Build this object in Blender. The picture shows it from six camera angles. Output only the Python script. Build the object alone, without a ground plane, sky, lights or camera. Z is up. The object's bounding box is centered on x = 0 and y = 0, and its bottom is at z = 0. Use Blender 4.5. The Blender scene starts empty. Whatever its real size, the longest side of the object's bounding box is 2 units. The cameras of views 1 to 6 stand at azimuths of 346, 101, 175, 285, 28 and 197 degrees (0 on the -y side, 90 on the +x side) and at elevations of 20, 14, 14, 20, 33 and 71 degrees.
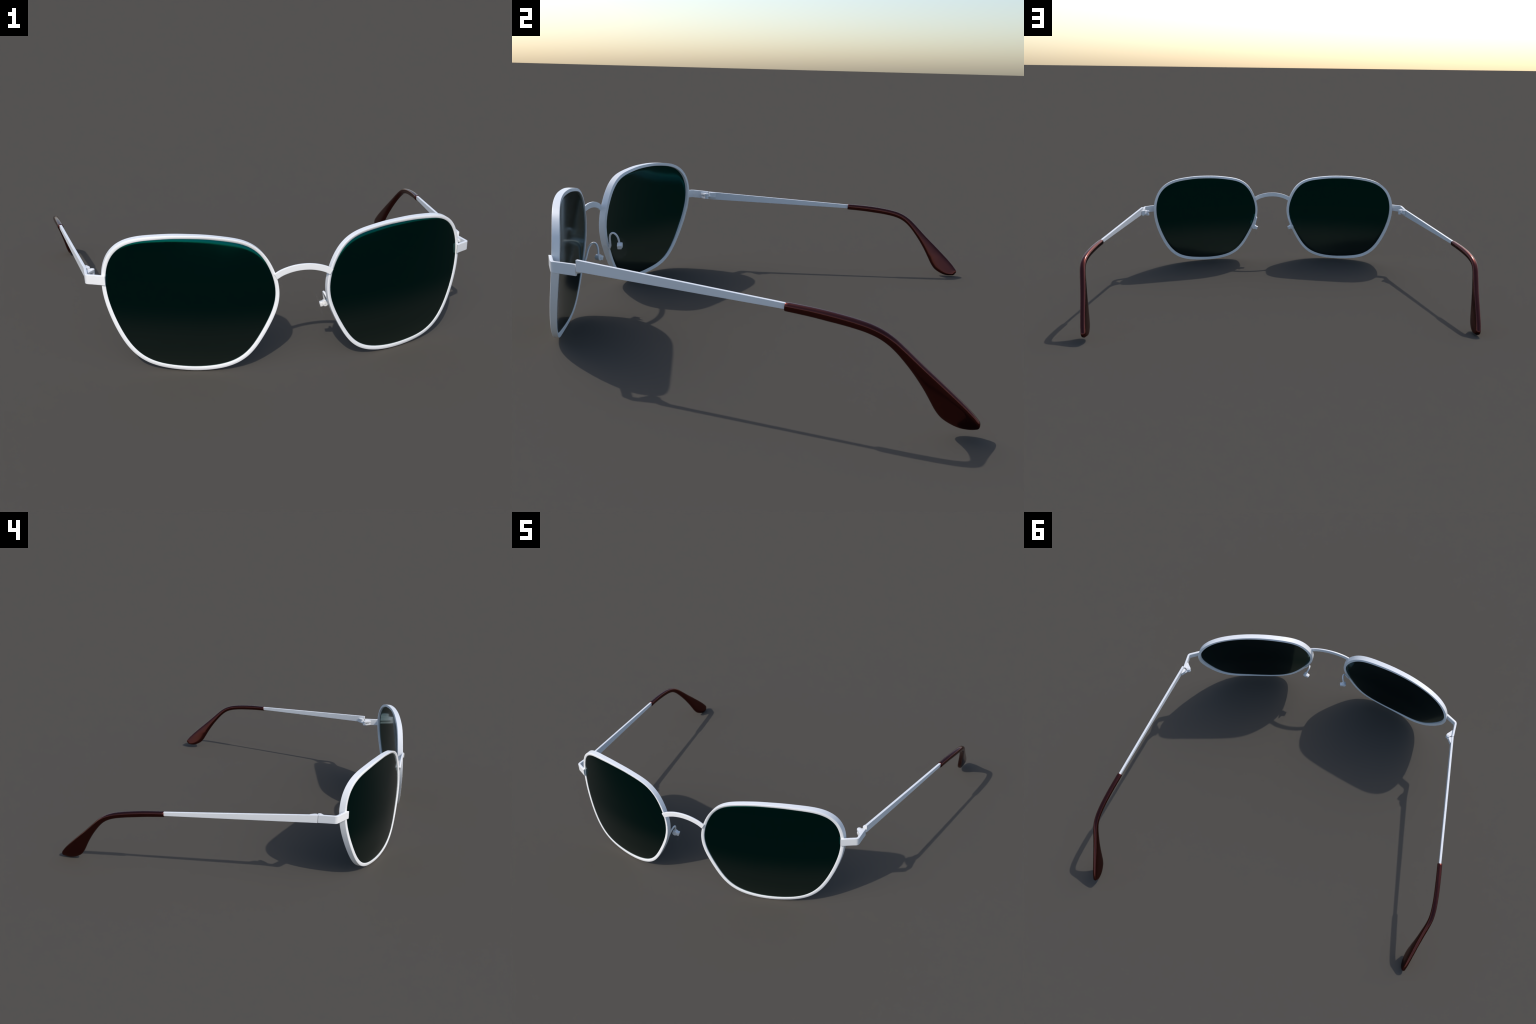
"""A pair of white metal sunglasses with dark teal lenses and dark red ear tips,
standing open on the ground."""
import bpy, math
import numpy as np
from mathutils import Vector, Matrix

MID_X = -0.0435            # symmetry plane of the front; the two temples open differently
SIDES = (1, -1)            # wearer's two sides: +x, -x


# ------------------------------------------------------------------ materials
def material(name):
    m = bpy.data.materials.new(name)
    m.use_nodes = True
    return m, m.node_tree.nodes, m.node_tree.links, m.node_tree.nodes["Principled BSDF"]


def grain(nodes, links, bsdf, scale, colour_a, colour_b, rough_a, rough_b, bump):
    """Barely visible tone, gloss and bump variation on object coordinates."""
    tc = nodes.new("ShaderNodeTexCoord")
    nz = nodes.new("ShaderNodeTexNoise")
    nz.inputs["Scale"].default_value = scale
    nz.inputs["Detail"].default_value = 3
    links.new(tc.outputs["Object"], nz.inputs["Vector"])
    ramp = nodes.new("ShaderNodeValToRGB")
    ramp.color_ramp.elements[0].position, ramp.color_ramp.elements[1].position = 0.3, 0.7
    ramp.color_ramp.elements[0].color = (*colour_a, 1)
    ramp.color_ramp.elements[1].color = (*colour_b, 1)
    links.new(nz.outputs["Fac"], ramp.inputs["Fac"])
    links.new(ramp.outputs["Color"], bsdf.inputs["Base Color"])
    mr = nodes.new("ShaderNodeMapRange")
    mr.inputs["To Min"].default_value, mr.inputs["To Max"].default_value = rough_a, rough_b
    links.new(nz.outputs["Fac"], mr.inputs["Value"])
    links.new(mr.outputs["Result"], bsdf.inputs["Roughness"])
    if bump:
        bp = nodes.new("ShaderNodeBump")
        bp.inputs["Strength"].default_value = bump
        bp.inputs["Distance"].default_value = 0.001
        links.new(nz.outputs["Fac"], bp.inputs["Height"])
        links.new(bp.outputs["Normal"], bsdf.inputs["Normal"])


def make_materials():
    mats = {}
    m, n, l, b = material("white_enamelled_metal")
    grain(n, l, b, 9.0, (0.84, 0.84, 0.84), (0.855, 0.855, 0.855), 0.34, 0.42, 0.0)
    b.inputs["Specular IOR Level"].default_value = 0.5
    mats["metal"] = m

    # mirrored gradient tint: deep teal above, greyer towards the lower edge
    m, n, l, b = material("gradient_teal_lens")
    tc = n.new("ShaderNodeTexCoord")
    sep = n.new("ShaderNodeSeparateXYZ")
    l.new(tc.outputs["Object"], sep.inputs["Vector"])
    fade = n.new("ShaderNodeMapRange")
    fade.inputs["From Min"].default_value, fade.inputs["From Max"].default_value = 0.0, 0.56
    l.new(sep.outputs["Z"], fade.inputs["Value"])
    ramp = n.new("ShaderNodeValToRGB")
    ramp.color_ramp.interpolation = "EASE"
    stops = ((0.03, (0.100, 0.155, 0.142)), (0.22, (0.072, 0.125, 0.115)), (0.52, (0.006, 0.066, 0.060)), (0.97, (0.001, 0.064, 0.058)))
    ramp.color_ramp.elements[0].position, ramp.color_ramp.elements[0].color = stops[0][0], (*stops[0][1], 1)
    ramp.color_ramp.elements[1].position, ramp.color_ramp.elements[1].color = stops[3][0], (*stops[3][1], 1)
    for pos, col in stops[1:3]:
        ramp.color_ramp.elements.new(pos).color = (*col, 1)
    l.new(fade.outputs["Result"], ramp.inputs["Fac"])
    l.new(ramp.outputs["Color"], b.inputs["Base Color"])
    b.inputs["Metallic"].default_value = 1.0
    b.inputs["Roughness"].default_value = 0.12
    mats["lens"] = m

    m, n, l, b = material("dark_red_acetate")
    grain(n, l, b, 14.0, (0.112, 0.030, 0.026), (0.124, 0.034, 0.029), 0.15, 0.19, 0.0)
    b.inputs["Specular Tint"].default_value = (1.0, 0.94, 0.92, 1)
    b.inputs["Metallic"].default_value = 1.0
    mats["acetate"] = m

    m, n, l, b = material("clear_silicone")
    b.inputs["Base Color"].default_value = (0.22, 0.21, 0.20, 1)
    b.inputs["Roughness"].default_value = 0.12
    b.inputs["Alpha"].default_value = 0.03
    mats["pad"] = m
    return mats


# ------------------------------------------------------------------ mesh helpers
def add_mesh(name, verts, faces, mat, parent, smooth=True, angle=40.0, flat=False):
    me = bpy.data.meshes.new(name)
    me.from_pydata([tuple(float(c) for c in v) for v in verts], [], faces)
    me.validate()
    import bmesh
    bm = bmesh.new()
    bm.from_mesh(me)
    bmesh.ops.remove_doubles(bm, verts=bm.verts, dist=1e-6)
    bmesh.ops.recalc_face_normals(bm, faces=bm.faces)
    bm.to_mesh(me)
    bm.free()
    me.materials.append(mat)
    if smooth:
        me.shade_smooth()
        me.set_sharp_from_angle(angle=math.radians(angle))
    ob = bpy.data.objects.new(name, me)
    bpy.context.scene.collection.objects.link(ob)
    ob.parent = parent
    if flat:                                             # keep broad faces flat next to their rounded edges
        wn = ob.modifiers.new("weighted_normal", "WEIGHTED_NORMAL")
        wn.mode, wn.weight, wn.keep_sharp = "FACE_AREA", 90, True
    return ob


def loft(sections, closed_path=False, caps=True):
    """Skin a list of equal-length closed sections."""
    n, k = len(sections), len(sections[0])
    verts = [v for s in sections for v in s]
    faces = []
    for i in range(n if closed_path else n - 1):
        j = (i + 1) % n
        for a in range(k):
            b = (a + 1) % k
            faces.append((i * k + a, i * k + b, j * k + b, j * k + a))
    if caps and not closed_path:
        faces.append(tuple(range(k))[::-1])
        faces.append(tuple((n - 1) * k + a for a in range(k)))
    return verts, faces


def rounded_rect(w0, w1, h0, h1, radii, steps=4):
    """Closed outline of the rectangle [w0,w1]x[h0,h1]; radii for the corners
    (w1,h1), (w0,h1), (w0,h0), (w1,h0)."""
    out = []
    corners = ((w1, h1, 0), (w0, h1, 90), (w0, h0, 180), (w1, h0, 270))
    for (cw, ch, a0), r in zip(corners, radii):
        cx = cw - r if cw == w1 else cw + r
        cy = ch - r if ch == h1 else ch + r
        for i in range(steps + 1):
            a = math.radians(a0 + 90 * i / steps)
            out.append((cx + r * math.cos(a), cy + r * math.sin(a)))
    return out


def fillet(corners, radii, steps):
    """Closed polygon with each corner replaced by a short curve of about the given size."""
    out, n = [], len(corners)
    pts = [np.array(c, float) for c in corners]
    for i, c in enumerate(pts):
        before, after = pts[i - 1] - c, pts[(i + 1) % n] - c
        a = c + before * min(radii[i] / np.linalg.norm(before), 0.48)
        b = c + after * min(radii[i] / np.linalg.norm(after), 0.48)
        for t in np.linspace(0, 1, steps + 1):
            out.append(a * (1 - t) ** 2 + 2 * c * t * (1 - t) + b * t * t)
    return out


def catmull(points, per):
    """Smooth curve through the rows of points (any number of columns)."""
    p = np.array(points, float)
    p = np.vstack([2 * p[0] - p[1], p, 2 * p[-1] - p[-2]])
    out = []
    for i in range(1, len(p) - 2):
        # centripetal-like: use uniform Catmull-Rom, rows are close to evenly spaced
        for t in np.arange(per) / per:
            a, b, c, d = p[i - 1:i + 3]
            out.append(0.5 * (2 * b + (c - a) * t + (2 * a - 5 * b + 4 * c - d) * t * t + (3 * b - a - 3 * c + d) * t ** 3))
    out.append(p[-2])
    return np.array(out)


def merge(*parts):
    verts, faces = [], []
    for v, f in parts:
        o = len(verts)
        verts += list(v)
        faces += [tuple(i + o for i in q) for q in f]
    return verts, faces


def tube(path, radius, seg=14):
    """Round wire along a path; radius may be a number or one per point."""
    path = np.array(path, float)
    rad = np.broadcast_to(radius, (len(path),))
    tang = np.gradient(path, axis=0)
    tang /= np.linalg.norm(tang, axis=1)[:, None]
    up = np.array([1.0, 0.2, 0.1])
    secs = []
    for c, t, r in zip(path, tang, rad):
        up = up - t * (up @ t)
        up /= np.linalg.norm(up)
        side = np.cross(t, up)
        secs.append([c + r * (math.cos(a) * up + math.sin(a) * side) for a in np.arange(seg) * math.tau / seg])
    return loft(secs)


def prism(centre, axes, half, radius, steps=3):
    """Box with edges along its third axis rounded; axes are three unit vectors."""
    c = np.array(centre, float)
    ax = [np.array(a, float) / np.linalg.norm(a) for a in axes]
    prof = rounded_rect(-half[0], half[0], -half[1], half[1], (radius,) * 4, steps)
    inset = min(radius, half[2]) * 0.6
    secs = []
    for w, k in ((-half[2], 1), (-half[2] + inset, 0), (half[2] - inset, 0), (half[2], 1)):
        s = 1 - k * inset / max(half[0], half[1])
        secs.append([c + ax[0] * u * s + ax[1] * v * s + ax[2] * w for u, v in prof])
    return loft(secs)


def cylinder(centre, axis, radius, h0, h1, seg=28, bevel=0.0012):
    c, a = np.array(centre, float), np.array(axis, float)
    a /= np.linalg.norm(a)
    u = np.cross(a, (0.0, 1.0, 0.0) if abs(a[1]) < 0.8 else (1.0, 0.0, 0.0))
    u /= np.linalg.norm(u)
    v = np.cross(a, u)
    secs = []
    for h, r in ((h0, radius - bevel), (h0 + bevel, radius), (h1 - bevel, radius), (h1, radius - bevel)):
        secs.append([c + a * h + r * (math.cos(t) * u + math.sin(t) * v) for t in np.arange(seg) * math.tau / seg])
    return loft(secs)


def front_place(verts, side):
    """From the front's own right-hand coordinates to the world, mirrored for the -x side."""
    return [(v[0] * side + MID_X, v[1], v[2]) for v in verts]


# ------------------------------------------------------------------ lens outline
# The eye shape is a Fourier curve about its centre: radius and depth over the angle.
CENTRE_X, CENTRE_Z = 0.43, 0.29
RADIUS_COS = (0.29784, 0.00536, 0.02476, -0.00157, -0.00927, -0.00249, -0.00038, -0.00082, 0.00144, -0.00016, 0.00025, 0.00006, -0.00014)
RADIUS_SIN = (0.0, 0.00454, 0.00173, 0.01489, 0.00049, 0.00385, 0.00037, -0.00126, -0.00036, -0.00023, -0.0002, 0.00045, 0.0)


def wrap_depth(u, w):
    """Depth (y) of the rim's front edge over its place in the front's plane: wrap, tilt and base curve."""
    q = u * u + w * w
    return (-0.7573 + 0.2116 * u + 0.0817 * w + 0.1254 * (u * u - w * w) - 0.0021 * u * w + 0.0634 * (u ** 3 - 3 * u * w * w)
            + 0.0884 * (3 * u * u * w - w ** 3) + 0.1543 * q + 0.6651 * u * q - 0.3945 * w * q)


# rim section over the angle: width, and how far its outer front and back edges lie behind the front edge
RIM_WIDTH = ((0.0151, 0.0008), (0.0, -0.0020))
RIM_FRONT = ((0.0, 0.0058, 0.0004), (0.0, -0.0024))
RIM_BACK = ((0.0257, 0.0060, 0.0028), (0.0, 0.0016))
LENS_RECESS, LENS_THICK = 0.0014, 0.0204


def fourier(cos, sin, th):
    return sum(c * np.cos(k * th) for k, c in enumerate(cos)) + sum(s * np.sin(k * th) for k, s in enumerate(sin))


def eye_curve(n):
    th = np.arange(n) * math.tau / n
    r = fourier(RADIUS_COS, RADIUS_SIN, th)
    u, w = r * np.cos(th), r * np.sin(th)
    return th, np.stack([CENTRE_X + u, wrap_depth(u, w), CENTRE_Z + w], -1)


def build_rim(side, mats, parent):
    n = 240
    _, P = eye_curve(n)
    tang = np.roll(P, -1, 0) - np.roll(P, 1, 0)
    depth = np.array([0.0, 1.0, 0.0])
    out = np.cross(tang, depth)
    out /= np.linalg.norm(out, axis=1)[:, None]
    out *= np.sign(((P - [CENTRE_X, 0, CENTRE_Z]) * [1, 0, 1] * out).sum(1))[:, None]
    th = np.arange(n) * math.tau / n
    width, front, back = (fourier(*h, th) for h in (RIM_WIDTH, RIM_FRONT, RIM_BACK))
    secs = []
    for p, o, w, df, db in zip(P, out, width, front, back):
        db_in = max(db - 0.8 * df, LENS_RECESS + LENS_THICK + 0.0006)
        corners = [(0.0, 0.0), (w * 0.5, df * 0.5 - 0.0019), (w, df), (w, db), (0.0, db_in)]
        prof = fillet(corners, (0.0020, 0.0100, 0.0015, 0.0010, 0.0016), 4)
        secs.append([p + o * a + depth * d for a, d in prof])
    v, f = loft(secs, closed_path=True)
    return add_mesh("rim", front_place(v, side), f, mats["metal"], parent, angle=60, flat=True)


def build_lens(side, mats, parent):
    n, rings = 160, 28
    th, P = eye_curve(n)
    r = fourier(RADIUS_COS, RADIUS_SIN, th) + 0.004          # edge sits in the rim's groove
    u, w = r * np.cos(th), r * np.sin(th)
    # base curve of the lens: best quadratic through the rim with a set total curvature
    total = 0.53
    A = np.stack([np.ones(n), u, w, u * u - w * w, u * w, u ** 3 - 3 * u * w * w, 3 * u * u * w - w ** 3], -1)
    b = P[:, 1] - total / 2 * (u * u + w * w)
    co, *_ = np.linalg.lstsq(A, b, rcond=None)

    def base(x, z):
        return co[0] + co[1] * x + co[2] * z + co[3] * (x * x - z * z) + co[4] * x * z + co[5] * (x ** 3 - 3 * x * z * z) + co[6] * (3 * x * x * z - z ** 3) + total / 2 * (x * x + z * z)
    rest = P[:, 1] - base(u, w)
    verts, faces = [], []
    for back in (0, 1):
        o = len(verts)
        verts.append((CENTRE_X, base(0, 0) + LENS_RECESS + back * LENS_THICK, CENTRE_Z))
        for i in range(1, rings + 1):
            t = (i / rings) ** 0.55                        # finer rings towards the edge
            for k in range(n):
                x, z = u[k] * t, w[k] * t
                roll = (0.0018 if back else 0.0026) * max(0.0, 1 - (1 - t) * r[k] / 0.017) ** 2 * (1 - 2 * back)   # rounded-off edge
                verts.append((CENTRE_X + x, base(x, z) + rest[k] * t ** 3 + roll + LENS_RECESS + back * LENS_THICK, CENTRE_Z + z))
        for k in range(n):
            j = (k + 1) % n
            faces.append((o, o + 1 + k, o + 1 + j))
            for i in range(rings - 1):
                a, b2 = o + 1 + i * n, o + 1 + (i + 1) * n
                faces.append((a + k, b2 + k, b2 + j, a + j))
    half = len(verts) // 2
    e = 1 + (rings - 1) * n
    for k in range(n):
        j = (k + 1) % n
        faces.append((e + k, e + j, half + e + j, half + e + k))
    return add_mesh("lens", front_place(verts, side), faces, mats["lens"], parent, angle=50)


# ------------------------------------------------------------------ front metal parts
def build_bridge(mats, parent):
    # centre line of the arch, in the plane of the front: (x, z)
    half = [(0.1140, 0.3972), (0.0900, 0.4105), (0.0600, 0.4205), (0.0300, 0.4262), (0.0, 0.4280)]
    line = half + [(-x, z) for x, z in half[-2::-1]]
    c = catmull(line, 8)
    t = np.gradient(c, axis=0)
    t /= np.linalg.norm(t, axis=1)[:, None]
    nrm = np.stack([t[:, 1], -t[:, 0]], -1)
    prof = rounded_rect(-0.0127, 0.0127, -0.8243, -0.8160, (0.0018,) * 4, 3)
    secs = [[(p[0] + q[0] * a, d, p[1] + q[1] * a) for a, d in prof] for p, q in zip(c - [0, 0.0018], nrm)]
    v, f = loft(secs)
    return add_mesh("bridge", front_place(v, 1), f, mats["metal"], parent, flat=True)


def build_end_piece(side, mats, parent):
    """Strip from the rim's front face outwards and round the corner to the hinge."""
    thick = 0.0115
    corner, front, back = np.array([0.8300, -0.5965]), np.array([0.7550, -0.6400]), np.array([0.8312, -0.5060])
    d0, d1 = (corner - front) / np.linalg.norm(corner - front), (back - corner) / np.linalg.norm(back - corner)
    r, turn = 0.022, math.acos(d0 @ d1)
    cut = r * math.tan(turn / 2)
    pts = [front + d0 * s for s in np.linspace(0, np.linalg.norm(corner - front) - cut, 6)]
    n0 = np.array([-d0[1], d0[0]])                        # inward normal (left of travel)
    centre = corner - d0 * cut + n0 * r
    for a in np.linspace(0, turn, 10)[1:-1]:
        v = -n0 * r
        ca, sa = math.cos(a), math.sin(a)
        pts.append(centre + np.array([ca * v[0] - sa * v[1], sa * v[0] + ca * v[1]]))
    pts += [corner + d1 * s for s in np.linspace(cut, np.linalg.norm(back - corner), 6)]
    pts = np.array(pts)
    t = np.gradient(pts, axis=0)
    t /= np.linalg.norm(t, axis=1)[:, None]
    inn = np.stack([-t[:, 1], t[:, 0]], -1)
    run = np.concatenate([[0], np.cumsum(np.linalg.norm(np.diff(pts, axis=0), axis=1))])
    run /= run[-1]
    secs = []
    for i, (p, q, s) in enumerate(zip(pts, inn, run)):
        shear = d0 * 0.75 if i == 0 else d0 * 0            # the end on the rim is cut at a slant
        top, bot = 0.3895 - 0.0065 * s ** 1.5, 0.3505 - 0.0075 * s ** 1.5
        prof = rounded_rect(0.0, thick, bot, top, (0.0018, 0.0018, 0.0018, 0.0018), 3)
        secs.append([(p[0] + (q[0] + shear[0]) * a, p[1] + (q[1] + shear[1]) * a, z) for a, z in prof])
    v, f = loft(secs)
    ob = add_mesh("end_piece", front_place(v, side), f, mats["metal"], parent, flat=True)

    # hinge knuckles on the end piece: two plates with a gap for the temple's knuckle
    axis_xy = np.array([0.7990, -0.5080])
    plates = []
    for z0, z1 in ((0.3660, 0.3755), (0.3475, 0.3570)):
        plates.append(cylinder((*axis_xy, 0), (0, 0, 1), 0.0112, z0, z1))
        root = [(0.8215, -0.5440), (0.8215, -0.5120), (0.8040, -0.4990), (0.7900, -0.5010), (0.7895, -0.5150), (0.8050, -0.5330), (0.8130, -0.5440)]
        plates.append(loft([[(x, y, z0 + 0.0006) for x, y in root], [(x, y, z1 - 0.0006) for x, y in root]]))
    v, f = merge(*plates)
    add_mesh("hinge_knuckle", front_place(v, side), f, mats["metal"], ob, angle=35)
    # slotted screw through the knuckles
    head = [cylinder((*axis_xy, 0), (0, 0, 1), 0.0050, 0.3465, 0.3768, seg=20, bevel=0.0006)]
    for s in (-1, 1):
        head.append(prism((axis_xy[0] + s * 0.0031, axis_xy[1], 0.3762), ((1, 0, 0), (0, 1, 0), (0, 0, 1)), (0.0022, 0.0040, 0.0014), 0.0008))
    v, f = merge(*head)
    add_mesh("hinge_screw", front_place(v, side), f, mats["metal"], ob, angle=35)
    return ob


def build_nose_piece(side, mats, parent):
    wire = [(0.1395, -0.7930, 0.2020), (0.1365, -0.7865, 0.2145), (0.1285, -0.7830, 0.2345), (0.1190, -0.7800, 0.2565),
            (0.1110, -0.7730, 0.2740), (0.1070, -0.7610, 0.2830), (0.1080, -0.7480, 0.2790), (0.1130, -0.7390, 0.2640),
            (0.1180, -0.7350, 0.2450), (0.1205, -0.7340, 0.2300)]
    c = catmull(wire, 6)
    rad = np.full(len(c), 0.0045)
    rad[:10] = np.linspace(0.0062, 0.0050, 10)
    v, f = tube(c, rad)
    arm = add_mesh("nose_pad_arm", front_place(v, side), f, mats["metal"], parent, angle=50)
    # mount: a round box with a screw, and a stem towards the pad
    lean, yaw = math.radians(17), math.radians(14)
    inward = np.array([-math.cos(lean) * math.cos(yaw), math.sin(yaw), -math.sin(lean)])
    inward /= np.linalg.norm(inward)
    backward = np.cross(inward, (0, 0, 1.0))
    backward *= np.sign(backward[1])
    backward /= np.linalg.norm(backward)
    upward = np.cross(inward, backward)
    upward *= np.sign(upward[2])
    c0 = np.array([0.1225, -0.7325, 0.2245])
    parts = [cylinder(c0, backward, 0.0132, -0.0115, 0.0115, seg=24, bevel=0.0018),
             prism(c0 + inward * 0.0125, (backward, upward, inward), (0.0095, 0.0098, 0.0100), 0.002),
             prism(c0 + inward * 0.004, (backward, upward, inward), (0.0125, 0.0060, 0.0070), 0.002),
             cylinder(c0, backward, 0.0045, 0.0095, 0.0125, seg=16, bevel=0.0008)]
    v, f = merge(*parts)
    add_mesh("pad_mount", front_place(v, side), f, mats["metal"], arm, angle=35)
    # clear oval pad
    cp = c0 + inward * 0.0250 + backward * 0.001
    secs = []
    n = 40
    for h, k in ((-0.0060, 0.0), (-0.0060, 0.55), (-0.0050, 0.86), (-0.0020, 0.98), (0.0015, 1.0), (0.0045, 0.93), (0.0062, 0.70), (0.0066, 0.0)):
        ring = []
        for a in np.arange(n) * math.tau / n:
            y, z = 0.034 * math.cos(a), 0.057 * math.sin(a)
            y *= 1 - 0.10 * math.sin(a)                      # slightly pear-shaped, wider below
            ring.append(cp + backward * y * max(k, 0.02) + upward * z * max(k, 0.02) + inward * (h - 0.004 * (1 - k * k)))
        secs.append(ring)
    v, f = loft(secs)
    add_mesh("nose_pad", front_place(v, side), f, mats["pad"], arm, angle=80)
    return arm


# ------------------------------------------------------------------ temples
# Temple's own coordinates: x outwards, y backwards, z up, origin at the upper outer front corner.
# pivot in the world and how far this side is swung outwards.
PIVOT = {1: ((0.7910, -0.5030, 0.4010), math.radians(4.53)), -1: ((-0.8739, -0.5044, 0.3830), 0.0)}


def temple_place(verts, side):
    (px, py, pz), swing = PIVOT[side]
    c, s = math.cos(swing), math.sin(swing)
    return [(px + side * (v[0] * c + v[1] * s), py + v[1] * c - v[0] * s, pz + v[2]) for v in verts]


# ear tip: upper edge (y, z), lower edge (y, z), centre x above, centre x below, half thickness
EAR_TIP = [
    (0.7460, -0.0410, 0.7440, -0.0690, 0.0868, 0.0862, 0.0104),
    (0.7900, -0.0432, 0.7880, -0.0718, 0.0920, 0.0905, 0.0105),
    (0.8354, -0.0460, 0.8330, -0.0752, 0.0972, 0.0945, 0.0105),
    (0.8800, -0.0502, 0.8760, -0.0800, 0.1016, 0.0985, 0.0105),
    (0.9250, -0.0560, 0.9200, -0.0850, 0.1055, 0.1020, 0.0105),
    (0.9650, -0.0627, 0.9580, -0.0908, 0.1085, 0.1048, 0.0105),
    (1.0050, -0.0722, 0.9940, -0.0985, 0.1105, 0.1062, 0.0105),
    (1.0430, -0.0875, 1.0270, -0.1105, 0.1100, 0.1060, 0.0105),
    (1.0760, -0.1090, 1.0550, -0.1280, 0.1064, 0.1030, 0.0105),
    (1.1060, -0.1360, 1.0800, -0.1510, 0.1005, 0.0985, 0.0105),
    (1.1360, -0.1650, 1.1030, -0.1780, 0.0935, 0.0935, 0.0105),
    (1.1680, -0.1955, 1.1260, -0.2080, 0.0862, 0.0885, 0.0105),
    (1.2000, -0.2245, 1.1470, -0.2390, 0.0795, 0.0835, 0.0105),
    (1.2310, -0.2530, 1.1660, -0.2700, 0.0735, 0.0785, 0.0105),
    (1.2600, -0.2800, 1.1830, -0.3010, 0.0680, 0.0735, 0.0105),
    (1.2860, -0.3050, 1.1985, -0.3290, 0.0630, 0.0680, 0.0105),
    (1.3070, -0.3270, 1.2170, -0.3525, 0.0590, 0.0625, 0.0104),
    (1.3200, -0.3430, 1.2420, -0.3690, 0.0560, 0.0580, 0.0100),
    (1.3280, -0.3540, 1.2680, -0.3790, 0.0540, 0.0550, 0.0094),
    (1.3300, -0.3610, 1.2900, -0.3812, 0.0530, 0.0535, 0.0084),
    (1.3290, -0.3670, 1.3070, -0.3795, 0.0525, 0.0530, 0.0070),
    (1.3260, -0.3715, 1.3170, -0.3770, 0.0525, 0.0527, 0.0045),
]


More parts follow.
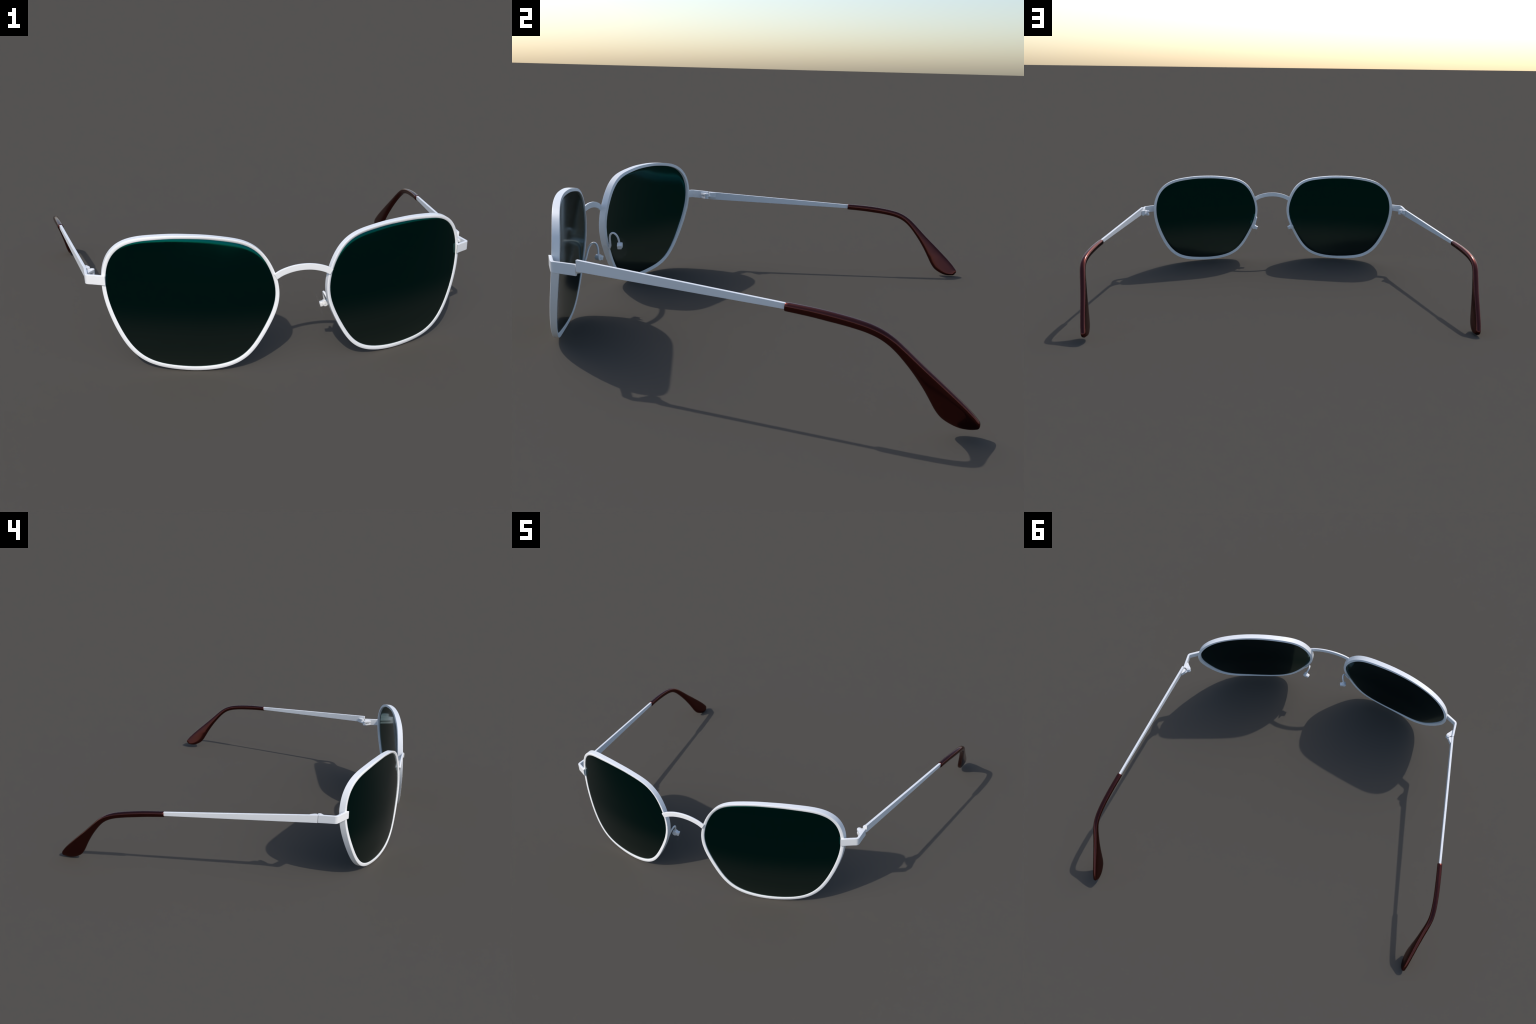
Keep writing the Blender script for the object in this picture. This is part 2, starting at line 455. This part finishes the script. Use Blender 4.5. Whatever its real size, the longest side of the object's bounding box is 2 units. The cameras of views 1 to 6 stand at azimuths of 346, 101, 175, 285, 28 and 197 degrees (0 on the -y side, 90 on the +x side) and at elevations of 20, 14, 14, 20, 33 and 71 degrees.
def build_temple(side, mats, parent):
    # metal bar, tapering in height from the hinge to the ear tip
    a_top, b_top = np.array([0.0, 0.0, -0.0012]), np.array([0.0965, 0.7800, -0.0458])
    a_bot, b_bot = np.array([0.0, 0.0010, -0.0412]), np.array([0.0965, 0.7790, -0.0635])
    secs = []
    along = (b_top - a_top) / np.linalg.norm(b_top - a_top)
    inn = np.array([-along[1], along[0], 0.0])
    inn /= np.linalg.norm(inn)
    if inn[0] > 0:
        inn = -inn
    for s in np.linspace(0, 1, 24):
        top, bot = a_top + (b_top - a_top) * s, a_bot + (b_bot - a_bot) * s
        h = np.linalg.norm(top - bot)
        upv = (top - bot) / h
        bow = -0.0006 * math.sin(math.pi * s)
        prof = rounded_rect(0.0, 0.0117, 0.0, h, (0.0012,) * 4, 3)
        secs.append([bot + inn * (q + bow) + upv * z for q, z in prof])
    v, f = loft(secs)
    ob = add_mesh("temple", temple_place(v, side), f, mats["metal"], parent, flat=True)

    # lug and middle knuckle of the hinge
    lug = [(-0.0100, 0.0060), (-0.0085, 0.0420), (-0.0135, 0.0370), (-0.0240, 0.0200), (-0.0250, 0.0100), (-0.0190, 0.0060)]
    off = PIVOT[side][0][2] - 0.3830
    z0, z1 = -0.0300 - 0.75 * off, -0.0045 - 0.8 * off
    web = loft([[(x, y, z0) for x, y in lug], [(x, y, z1) for x, y in lug]])
    knuckle = cylinder((-0.0318, -0.0038, 0), (0, 0, 1), 0.0108, -0.0256 - off, -0.0174 - off)
    neck = [(-0.0180, 0.0200), (-0.0230, 0.0230), (-0.0400, 0.0010), (-0.0380, -0.0080), (-0.0250, -0.0060)]
    bridge = loft([[(x, y, -0.0252 - off) for x, y in neck], [(x, y, -0.0178 - off) for x, y in neck]])
    v, f = merge(web, knuckle, bridge)
    add_mesh("hinge_lug", temple_place(v, side), f, mats["metal"], ob, angle=35)

    # acetate ear tip
    rows = catmull(EAR_TIP, 4)
    seg = 32
    secs = []
    for i, (yt, zt, yb, zb, xt, xb, ht) in enumerate(rows):
        top, bot = np.array([xt, yt, zt]), np.array([xb, yb, zb])
        lean = 0.011 * min(1.0, max(0.0, (i / len(rows) - 0.36) / 0.28))
        bot = bot - np.array([lean, 0, 0])
        top, bot = top + np.array([0, 0.0015 * i / len(rows), 0]), bot
        mid, up = (top + bot) / 2 + np.array([0.0035 * min(1.0, i / 16), 0.003 * i / len(rows), 0]), (top - bot)
        hh = np.linalg.norm(up) / 2
        up /= 2 * hh
        j, k = max(i - 1, 0), min(i + 1, len(rows) - 1)
        tg = np.array([rows[k][4] + rows[k][5] - rows[j][4] - rows[j][5], rows[k][0] + rows[k][2] - rows[j][0] - rows[j][2], rows[k][1] + rows[k][3] - rows[j][1] - rows[j][3]])
        tg /= np.linalg.norm(tg)
        nrm = np.cross(tg, up)
        nrm /= np.linalg.norm(nrm)
        e = 2.0 / (2.5 + 1.0 * min(1.0, max(0.0, (i / len(rows) - 0.4) / 0.3)))
        ring = []
        for a in np.arange(seg) * math.tau / seg:
            ca, sa = math.cos(a), math.sin(a)
            ring.append(mid + nrm * ht * 1.30 * math.copysign(abs(ca) ** e, ca) + up * hh * math.copysign(abs(sa) ** e, sa))
        secs.append(ring)
    # softly rounded mouth around the metal bar
    first = np.array(secs[0])
    c = first.mean(0)
    back = (np.array(secs[1]).mean(0) - c)
    back /= np.linalg.norm(back)
    secs[0] = list(first + back * 0.0015)
    secs.insert(0, list(c + (first - c) * 0.93 - back * 0.0002))
    secs.insert(0, list(c + (first - c) * 0.80 - back * 0.0004))
    v, f = loft(secs)
    add_mesh("ear_tip", temple_place(v, side), f, mats["acetate"], ob, angle=60)
    return ob


# ------------------------------------------------------------------ assemble
def main():
    mats = make_materials()
    thing = bpy.data.objects.new("sunglasses", None)
    bpy.context.scene.collection.objects.link(thing)
    thing["label"] = "white metal sunglasses with dark teal lenses and red tips"
    thing["category"] = "sunglasses"
    for side in SIDES:
        build_rim(side, mats, thing)
        build_lens(side, mats, thing)
        build_end_piece(side, mats, thing)
        build_nose_piece(side, mats, thing)
        build_temple(side, mats, thing)
    build_bridge(mats, thing)


main()
